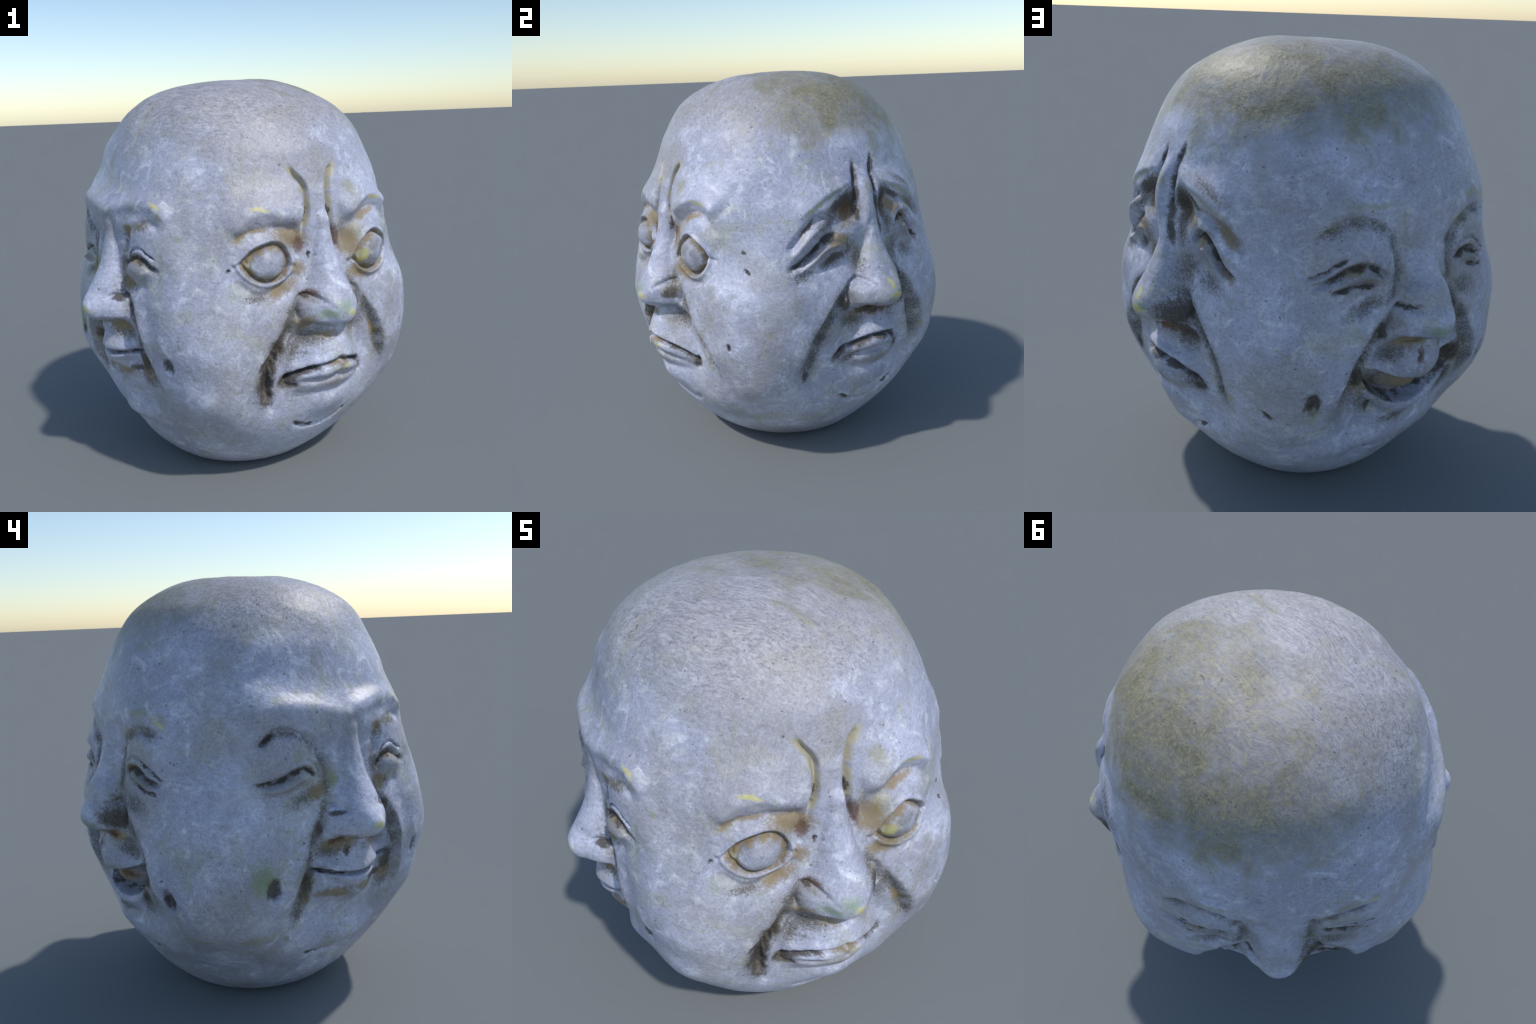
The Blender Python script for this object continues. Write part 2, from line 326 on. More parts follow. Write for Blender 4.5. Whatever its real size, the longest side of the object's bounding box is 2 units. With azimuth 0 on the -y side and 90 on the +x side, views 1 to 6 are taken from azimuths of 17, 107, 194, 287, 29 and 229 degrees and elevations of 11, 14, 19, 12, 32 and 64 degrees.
f.lips([(-15.5, 0.628), (-12, 0.662), (-7, 0.690), (-1.5, 0.702), (4, 0.696), (9.5, 0.668), (14.5, 0.622)], -0.026, 0.018, short=0.82)
f.stroke([(-14.5, 0.64), (-18, 0.605), (-21, 0.57)], -0.010, 0.008); f.stroke([(13.5, 0.635), (17, 0.60), (19.5, 0.565)], -0.010, 0.008)
f.stroke([(-14.4, 0.378), (-8.7, 0.338), (-0.6, 0.318), (6.6, 0.328), (12, 0.368), (17, 0.388)], -0.016, 0.010, 0.020, taper=(0.05, 0.05), rough=0.3)
f.pit(42, 0.60, 0.035, 0.012, 0.010, -40)
f.fold([(-12, 0.985), (-16.4, 0.93), (-20, 0.86), (-24, 0.78), (-27.6, 0.69), (-29.8, 0.60), (-31, 0.52)])
f.fold([(13, 0.98), (18, 0.92), (22, 0.84), (25.8, 0.74), (28, 0.64), (29, 0.55)])
f.write()

# ================================================================== LAUGHING
f = Face("laughing")
f.bump(24, 1.12, 0.12, 0.07, 0.016); f.bump(-22, 0.46, 0.085, 0.10, -0.042); f.bump(-27, 0.96, 0.10, 0.12, 0.022); f.bump(23, 0.46, 0.08, 0.09, -0.020); f.bump(-15, 1.08, 0.05, 0.10, 0.012); f.bump(-15, 0.28, 0.08, 0.06, -0.026); f.bump(-26, 1.345, 0.11, 0.05, -0.016); f.bump(-27, 1.12, 0.10, 0.05, 0.014); f.bump(-30, 0.79, 0.07, 0.10, 0.016); f.bump(25, 0.74, 0.07, 0.11, 0.018); f.bump(-34, 1.01, 0.07, 0.08, 0.012); f.bump(-22, 1.305, 0.09, 0.04, -0.010); f.bump(22, 1.335, 0.09, 0.04, -0.012); f.bump(-16, 0.26, 0.08, 0.05, -0.012); f.bump(8, 0.455, 0.09, 0.04, -0.014)
f.stroke([(-33, 1.405), (-24, 1.43), (-14, 1.42), (-5, 1.375), (0, 1.36), (6, 1.395), (16, 1.425), (25, 1.42), (32, 1.39)], 0.008, 0.05, 0.03)
f.bump(-10.5, 1.27, 0.045, 0.07, -0.018); f.bump(10.5, 1.27, 0.045, 0.07, -0.018)
f.nose(-0.3, 0.952, 0.909, 0.774, 0.012)
f.bump(-25, 1.26, 0.11, 0.06, 0.006, 10, p=3); f.bump(23, 1.25, 0.11, 0.06, 0.006, -10, p=3)
f.stroke([(-36.5, 1.314), (-31.9, 1.348), (-26.7, 1.374), (-22.4, 1.368), (-17.1, 1.344), (-13.6, 1.294), (-12, 1.226), (-11, 1.161), (-13.5, 1.072)],
         -0.014, 0.018, rough=0.35)
f.stroke([(10.5, 1.10), (10.8, 1.209), (12.2, 1.273), (15, 1.325), (20.3, 1.352), (25.4, 1.345), (31, 1.325)], -0.014, 0.018, rough=0.35)
f.stroke([(-39.3, 1.163), (-35, 1.175), (-32.1, 1.209), (-29.9, 1.229), (-27.6, 1.238)], -0.016, 0.007, rough=0.25)
f.stroke([(-38.5, 1.126), (-33.9, 1.150), (-30.6, 1.174), (-27, 1.200), (-22.2, 1.206), (-17.1, 1.166), (-15, 1.12)], -0.028, 0.013, rough=0.35, taper=(0.15, 0.2))
f.stroke([(-33.5, 1.102), (-30.3, 1.117), (-26.4, 1.130), (-22.7, 1.134), (-17.9, 1.116)], -0.018, 0.008, rough=0.3)
f.stroke([(-33, 1.128), (-27, 1.160), (-22, 1.165), (-18, 1.142)], 0.010, 0.012)
f.bump(-22, 1.04, 0.09, 0.03, -0.012, 12)
f.stroke([(12.6, 1.144), (16, 1.182), (19.8, 1.190), (22.6, 1.166), (25.7, 1.138), (32, 1.122)], -0.026, 0.012, rough=0.35, taper=(0.15, 0.25))
f.stroke([(13.2, 1.196), (16.8, 1.232), (21.1, 1.233), (23.2, 1.218), (26.2, 1.190), (31, 1.148)], -0.012, 0.007, rough=0.25)
f.stroke([(18.6, 1.129), (21.8, 1.109), (25.2, 1.094), (28.5, 1.093)], -0.016, 0.008, rough=0.35)
f.stroke([(16, 1.15), (20, 1.155), (24, 1.125)], 0.010, 0.012)
f.bump(17, 1.05, 0.08, 0.03, -0.010, -12)
f.stroke([(-12.1, 1.004), (-16, 0.955), (-18.6, 0.895), (-22.3, 0.815), (-24.8, 0.726), (-26.4, 0.63), (-27.2, 0.53)],
         -0.036, 0.034, 0.022, taper=(0.35, 0.25), rough=0.2, p=2.4)
f.stroke([(12.5, 0.99), (15.5, 0.94), (18, 0.88), (21, 0.81), (23, 0.73), (24, 0.64), (25, 0.54)],
         -0.022, 0.016, 0.026, taper=(0.35, 0.25), rough=0.2, p=2.4)
# open mouth: upper lip, lower lip, then the opening with its tongue-and-teeth mound
f.muzzle(-0.3, 0.010, [0.695, 0.738, 0.765, 0.778, 0.788, 0.798, 0.810, 0.820, 0.824, 0.820, 0.80], 0.62)
LOWER = [(-20.5, 0.70), (-17, 0.640), (-12, 0.588), (-6, 0.555), (0, 0.545), (6, 0.555), (12, 0.588), (17, 0.640), (20.5, 0.69)]
UPPER = [(-21, 0.775), (-14, 0.730), (-7, 0.698), (0, 0.685), (7, 0.698), (14, 0.730), (20, 0.770)]
f.stroke(UPPER, 0.008, 0.030, 0.014, taper=(0.25, 0.25), p=2.6)
f.stroke([(a, z - 0.018) for a, z in LOWER], 0.018, 0.018, 0.026, taper=(0.18, 0.18), p=2.6)
u_z = np.interp(f.a, *np.array(UPPER).T); l_z = np.interp(f.a, *np.array(LOWER).T)
mouth_in = smoothstep(f.z, l_z - 0.002, l_z + 0.016) * (1 - smoothstep(f.z, u_z - 0.016, u_z + 0.004)) * (1 - smoothstep(np.abs(f.a), 17, 21.5))
f.bump(-16, 0.585, 0.05, 0.06, -0.024); f.bump(-23, 0.63, 0.05, 0.08, -0.028); f.bump(-9, 0.79, 0.05, 0.04, 0.012)
f.bump(-14, 0.455, 0.07, 0.05, -0.014); f.bump(-5, 1.13, 0.04, 0.06, 0.012); f.bump(30, 0.79, 0.06, 0.08, 0.014)
f.r -= 0.086 * mouth_in
mound = np.clip(1 - f.local(-0.5, 0.648, 0.175, 0.058) ** 2, 0, 1) ** 0.6
f.r += 0.046 * mound * mouth_in
f.bump(-0.5, 0.655, 0.09, 0.022, -0.012)
f.stroke([(-18, 0.575), (-12, 0.515), (-5, 0.480), (1, 0.470), (8, 0.482), (15, 0.53)], -0.014, 0.020, rough=0.3)
f.pit(-36.2, 0.658, 0.034, 0.058, 0.026, -10); f.pit(32.1, 0.641, 0.030, 0.056, 0.026, 18)
f.stroke([(-16, 0.330), (-9.6, 0.295), (1, 0.272), (9, 0.29), (15, 0.318)], -0.012, 0.010, 0.018, taper=(0.05, 0.05), rough=0.35)
f.fold([(-13, 0.995), (-17, 0.945), (-20, 0.88), (-23.6, 0.81), (-26, 0.72), (-27.4, 0.63), (-28.2, 0.53)])
f.fold([(13.5, 0.98), (17, 0.92), (20.5, 0.84), (23.5, 0.74), (24.8, 0.64), (25.6, 0.55)])
f.write()

# ================================================================== SERENE
f = Face("serene")
f.bump(-28, 0.66, 0.085, 0.17, 0.022); f.bump(2, 0.44, 0.22, 0.10, -0.026); f.bump(24, 1.57, 0.15, 0.075, 0.022); f.bump(-28, 0.85, 0.08, 0.08, 0.018); f.bump(34, 0.96, 0.09, 0.12, 0.016); f.bump(-6.5, 1.24, 0.05, 0.06, 0.014); f.bump(2, 0.355, 0.13, 0.045, 0.034); f.bump(20, 0.76, 0.09, 0.17, 0.026); f.bump(-19, 0.74, 0.06, 0.11, 0.024); f.bump(18, 0.47, 0.09, 0.08, -0.034); f.bump(24, 1.515, 0.13, 0.04, 0.012); f.bump(36, 1.19, 0.07, 0.08, 0.014); f.bump(18, 1.14, 0.07, 0.06, 0.016); f.bump(-13, 0.52, 0.08, 0.07, -0.016); f.bump(4, 0.405, 0.12, 0.045, 0.018); f.bump(-37, 0.78, 0.06, 0.09, 0.012); f.bump(31, 0.79, 0.06, 0.09, 0.014); f.bump(37, 1.58, 0.09, 0.07, 0.012); f.bump(-5.7, 1.18, 0.04, 0.06, 0.014); f.bump(-33, 1.51, 0.09, 0.06, 0.012); f.bump(21, 0.285, 0.09, 0.05, -0.014)                                          # fuller cheek
f.stroke([(-33, 1.395), (-25.5, 1.444), (-19.9, 1.447), (-13.3, 1.437), (-7.1, 1.415), (-0.6, 1.388), (3, 1.40)], 0.011, 0.030, 0.040, taper=(0.1, 0.1))
f.stroke([(-2, 1.39), (4, 1.407), (11.6, 1.434), (18.4, 1.450), (25, 1.443), (30.9, 1.395), (34.6, 1.331)], 0.022, 0.034, 0.040, taper=(0.25, 0.15))
f.bump(-9.5, 1.27, 0.045, 0.07, -0.022); f.bump(13.5, 1.27, 0.045, 0.07, -0.012)
f.nose(2.2, 0.932, 0.915, 0.772)
f.bump(-20, 1.36, 0.13, 0.045, -0.014); f.bump(20, 1.375, 0.13, 0.04, -0.014)
f.stroke([(-33, 1.25), (-29.5, 1.298), (-26, 1.340), (-21.4, 1.338), (-17.3, 1.318), (-13.2, 1.283), (-11.0, 1.225), (-9.5, 1.163)], -0.014, 0.017, rough=0.35)
f.stroke([(13.2, 1.18), (14.2, 1.25), (16, 1.305), (20.4, 1.342), (25.7, 1.346), (30.5, 1.318)], -0.010, 0.018, rough=0.25)
f.pit(-28.6, 1.312, 0.040, 0.012, 0.014, 45)
f.stroke([(-33, 1.134), (-28.6, 1.130), (-23.5, 1.150), (-20.2, 1.172), (-17.1, 1.182), (-14, 1.160), (-12.3, 1.138)], -0.028, 0.012, rough=0.25, taper=(0.25, 0.15))
f.stroke([(-16.5, 1.219), (-13.9, 1.200), (-11.6, 1.166)], -0.010, 0.008)
f.stroke([(-29.4, 1.105), (-26, 1.105), (-21.6, 1.120), (-18, 1.140), (-15.5, 1.135)], 0.018, 0.015, 0.018)
f.stroke([(-29.4, 1.086), (-26, 1.076), (-21.6, 1.086), (-17, 1.10), (-13, 1.115)], -0.010, 0.014)
f.bump(-16.5, 1.065, 0.07, 0.03, -0.012, 18)
f.stroke([(13.0, 1.118), (14.5, 1.150), (17.2, 1.178), (20.3, 1.187), (23.4, 1.173), (26.8, 1.140), (31, 1.128)], -0.026, 0.012, rough=0.25, taper=(0.15, 0.25))
f.stroke([(14.8, 1.175), (17.3, 1.213), (20, 1.227), (22.5, 1.226), (25, 1.204), (29, 1.180)], -0.011, 0.006)
f.bump(20.5, 1.125, 0.065, 0.035, 0.022, 0, p=2.6)
f.stroke([(13.5, 1.10), (15.5, 1.06), (19.5, 1.042), (25, 1.065)], -0.010, 0.02)
f.stroke([(-10.4, 1.0), (-13.2, 0.945), (-15.0, 0.86), (-16.0, 0.765), (-17.8, 0.70), (-19.6, 0.64), (-21, 0.575), (-22, 0.50)],
         -0.024, 0.024, 0.018, taper=(0.4, 0.25), rough=0.2, p=2.4)
f.stroke([(14.4, 1.0), (17.0, 0.945), (19.2, 0.86), (21.5, 0.77), (23.2, 0.70), (24.6, 0.64), (25.6, 0.575), (26, 0.50)],
         -0.024, 0.018, 0.024, taper=(0.4, 0.25), rough=0.2, p=2.4)
f.muzzle(2.2, 0.012, [0.70, 0.745, 0.778, 0.793, 0.798, 0.804, 0.812, 0.820, 0.815, 0.812, 0.80], 0.85, 0.026)
f.lips([(-15.5, 0.735), (-12, 0.718), (-7, 0.702), (-2, 0.692), (2, 0.690), (6, 0.692), (11, 0.702), (16, 0.718), (20, 0.735)], -0.038, 0.016, short=0.66)
f.bump(6.2, 1.0, 0.035, 0.03, -0.016); f.bump(-11, 0.50, 0.07, 0.05, -0.010); f.bump(9, 0.625, 0.09, 0.05, -0.016); f.bump(7, 0.97, 0.05, 0.03, -0.012)
f.bump(-16, 0.665, 0.035, 0.045, -0.010, -15); f.bump(20.5, 0.665, 0.035, 0.045, -0.012, 15)
f.pit(-28.4, 0.697, 0.032, 0.056, 0.018, -8); f.pit(33.3, 0.706, 0.026, 0.052, 0.014, 14)
f.stroke([(-15.2, 0.300), (-7, 0.296), (2.7, 0.284), (12, 0.302)], -0.014, 0.010, 0.018, taper=(0.05, 0.05), rough=0.3)
f.fold([(-11.5, 0.985), (-14.6, 0.91), (-16.4, 0.81), (-18.2, 0.72), (-20.2, 0.64), (-21.8, 0.57), (-22.6, 0.50)])
f.fold([(15.5, 0.985), (18.4, 0.91), (21, 0.81), (23.2, 0.72), (25, 0.64), (26.2, 0.57), (26.6, 0.50)])
f.write()

# ------------------------------------------------------------------ overall hand-worked unevenness
X, Y = R * np.sin(AZ), -R * np.cos(AZ)
lump = 0.0035 * value_noise(X * 5.5, Y * 5.5, Z * 5.5, 11) + 0.0014 * value_noise(X * 15, Y * 15, Z * 15, 12) \
     + 0.0006 * value_noise(X * 60, Y * 60, Z * 60, 13)
R += lump * np.minimum(1, 1.3 * sp) * smoothstep(Z, 0.0, 0.08)
Z += np.where(Z > 1.6, lump * np.cos(PHI), 0)
X, Y = R * np.sin(AZ), -R * np.cos(AZ)

# ------------------------------------------------------------------ vertices, faces, normals
north, south = Z[0].mean(), Z[-1].mean()
grid = np.stack([X[1:-1], Y[1:-1], Z[1:-1]], -1)          # interior rows
n_rows = ROWS - 2
co = np.concatenate([grid.reshape(-1, 3), [[0, 0, north], [0, 0, 0.0]]])
co[:, 2] -= co[:, 2].min()
co[:, 2] *= 2.0 / co[:, 2].max()
lo, hi = co.min(0), co.max(0)

i, j = np.meshgrid(np.arange(n_rows - 1), np.arange(COLS), indexing="ij")
jn = (j + 1) % COLS
quads = np.stack([i * COLS + j, (i + 1) * COLS + j, (i + 1) * COLS + jn, i * COLS + jn], -1).reshape(-1, 4)
jj = np.arange(COLS)
top_v, bot_v = n_rows * COLS, n_rows * COLS + 1
cap_t = np.stack([jj, (jj + 1) % COLS, np.full(COLS, top_v)], -1)
last = (n_rows - 1) * COLS
cap_b = np.stack([last + (jj + 1) % COLS, last + jj, np.full(COLS, bot_v)], -1)
# orientation: columns grow anticlockwise seen from above, rows grow downward -> outward quads
fn = np.cross(co[quads[:, 2]] - co[quads[:, 0]], co[quads[:, 3]] - co[quads[:, 1]])
vn = np.zeros_like(co)
for k in range(4):
    np.add.at(vn, quads[:, k], fn)
vn[top_v], vn[bot_v] = (0, 0, 1), (0, 0, -1)
vn /= np.linalg.norm(vn, axis=1, keepdims=True) + 1e-12

# ------------------------------------------------------------------ regions
qa = ((az[quads[:, 0] % COLS] + az[1] / 2 - az[0] / 2) / DEG)
sector = np.clip(((qa - (FACE_AZ["angry"] - 45)) // 90).astype(int), 0, 3)
names = list(FACE_AZ)
a_loc = qa - np.array([FACE_AZ["angry"] + 90 * k for k in range(4)])[sector]
z_loc = co[quads].mean(1)[:, 2]


def oval(a, z, wa, wz):
    return ((a_loc - a) / wa) ** 2 + ((z_loc - z) / wz) ** 2 < 1


region = np.full(len(quads), -1)                  # -1: cranium
region[z_loc < 1.63] = sector[z_loc < 1.63] * 10
EYES = {"angry": ((-24.6, 1.158), (20.6, 1.150)), "sorrowful": ((-24.5, 1.17), (23, 1.19)),
        "laughing": ((-27, 1.165), (22, 1.165)), "serene": ((-22.8, 1.16), (21.8, 1.16))}
MOUTH = {"angry": (-0.5, 0.625, 20, 0.10), "sorrowful": (-1, 0.645, 20, 0.10), "laughing": (-0.5, 0.63, 22, 0.15), "serene": (2, 0.68, 18, 0.10)}
for k, nm in enumerate(names):
    here = region == k * 10
    m = MOUTH[nm]
    region[here & oval(*m)] = k * 10 + 2
    for e, (ea, ez) in enumerate(EYES[nm]):
        region[here & oval(ea, ez, 10.5, 0.095)] = k * 10 + 3 + e
    region[here & (region == k * 10) & (np.abs(a_loc) < np.interp(z_loc, [0.83, 0.87, 1.0, 1.12, 1.30], [12, 15, 15, 6.5, 5])) & (z_loc > 0.845) & (z_loc < 1.30)] = k * 10 + 1

MATERIALS = {}


def part(name, parent, face_sets, mat):
    """Cut out a region as its own mesh, keeping the whole body's normals."""
    idx = np.concatenate([fs.ravel() for fs in face_sets])
    used = np.unique(idx)
    remap = np.full(len(co), -1); remap[used] = np.arange(len(used))
    loops = remap[idx]
    sizes = np.concatenate([np.full(len(fs), fs.shape[1]) for fs in face_sets])
    me = bpy.data.meshes.new(name)
    me.vertices.add(len(used)); me.vertices.foreach_set("co", co[used].astype(np.float32).ravel())
    me.loops.add(len(loops)); me.loops.foreach_set("vertex_index", loops.astype(np.int32))
    me.polygons.add(len(sizes))
    me.polygons.foreach_set("loop_start", np.concatenate([[0], np.cumsum(sizes)[:-1]]).astype(np.int32))
    me.update(calc_edges=True)
    me.polygons.foreach_set("use_smooth", np.ones(len(sizes), bool))
    me.normals_split_custom_set_from_vertices(vn[used].astype(np.float32))
    me.materials.append(mat)
    ob = bpy.data.objects.new(name, me)
    bpy.context.collection.objects.link(ob)
    ob.parent = parent
    return ob


# ------------------------------------------------------------------ materials
class Tree:
    """Small helper to write node graphs as expressions."""

    def __init__(self, mat):
        self.t = mat.node_tree
        self.n = self.t.nodes

    def node(self, kind, **props):
        nd = self.n.new("ShaderNode" + kind)
        for k, v in props.items():
            setattr(nd, k, v)
        return nd

    def put(self, sock, v):
        if isinstance(v, bpy.types.NodeSocket):
            self.t.links.new(v, sock)
        elif isinstance(v, (tuple, list)) and len(sock.default_value) == 4 and len(v) == 3:
            sock.default_value = (*v, 1)
        else:
            sock.default_value = v

    def math(self, op, x, y=None, clamp=False):
        nd = self.node("Math", operation=op, use_clamp=clamp)
        self.put(nd.inputs[0], x)
        if y is not None:
            self.put(nd.inputs[1], y)
        return nd.outputs[0]

    def vec(self, op, x, y=None, scale=None):
        nd = self.node("VectorMath", operation=op)
        self.put(nd.inputs[0], x)
        if y is not None:
            self.put(nd.inputs[1], y)
        if scale is not None:
            self.put(nd.inputs["Scale"], scale)
        return nd.outputs["Value"] if op in ("DOT_PRODUCT", "LENGTH", "DISTANCE") else nd.outputs["Vector"]

    def noise(self, v, scale, detail=3.0, rough=0.55, distort=0.0, colour=False):
        nd = self.node("TexNoise")
        self.put(nd.inputs["Vector"], v)
        for k, x in (("Scale", scale), ("Detail", detail), ("Roughness", rough), ("Distortion", distort)):
            nd.inputs[k].default_value = x
        return nd.outputs["Color" if colour else "Fac"]

    def step(self, x, lo, hi):
        nd = self.node("MapRange", interpolation_type="SMOOTHSTEP")
        self.put(nd.inputs["Value"], x)
        self.put(nd.inputs["From Min"], lo)
        self.put(nd.inputs["From Max"], hi)
        return nd.outputs["Result"]

    def mix(self, fac, x, y):
        nd = self.node("Mix", data_type="RGBA")
        self.put(nd.inputs[0], fac)
        self.put(nd.inputs[6], x)
        self.put(nd.inputs[7], y)
        return nd.outputs[2]

    def blob(self, v, a, z, wa, wz, turn=0.0):
        """Soft oval in a face's own plane: 1 in the middle, 0 at the rim."""
        mp = self.node("Mapping", vector_type="TEXTURE")
        self.put(mp.inputs["Vector"], v)
        mp.inputs["Location"].default_value = (a * DEG * ARC, z, 0)
        mp.inputs["Rotation"].default_value = (0, 0, turn * DEG)
        mp.inputs["Scale"].default_value = (wa, wz, 1)
        g = self.node("TexGradient", gradient_type="SPHERICAL")
        self.put(g.inputs["Vector"], mp.outputs["Vector"])
        return g.outputs["Fac"]


def along(path, w, overlap=1.3):
    """Ovals strung along a path of (a, z)."""
    out = []
    for (a0, z0), (a1, z1) in zip(path, path[1:]):
        dx, dy = (a1 - a0) * DEG * ARC, z1 - z0
        L = math.hypot(dx, dy)
        out.append(((a0 + a1) / 2, (z0 + z1) / 2, L / 2 * overlap + w * 0.7, w, math.degrees(math.atan2(dy, dx))))
    return out


SOIL = {  # colours of what sits on the stone
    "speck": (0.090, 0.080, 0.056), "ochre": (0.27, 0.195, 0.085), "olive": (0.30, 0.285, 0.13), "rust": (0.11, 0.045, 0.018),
    "dark": (0.028, 0.025, 0.024), "green": (0.21, 0.30, 0.16), "yellow": (0.62, 0.58, 0.16), "wash": (0.175, 0.158, 0.112), "straw": (0.46, 0.42, 0.27)}

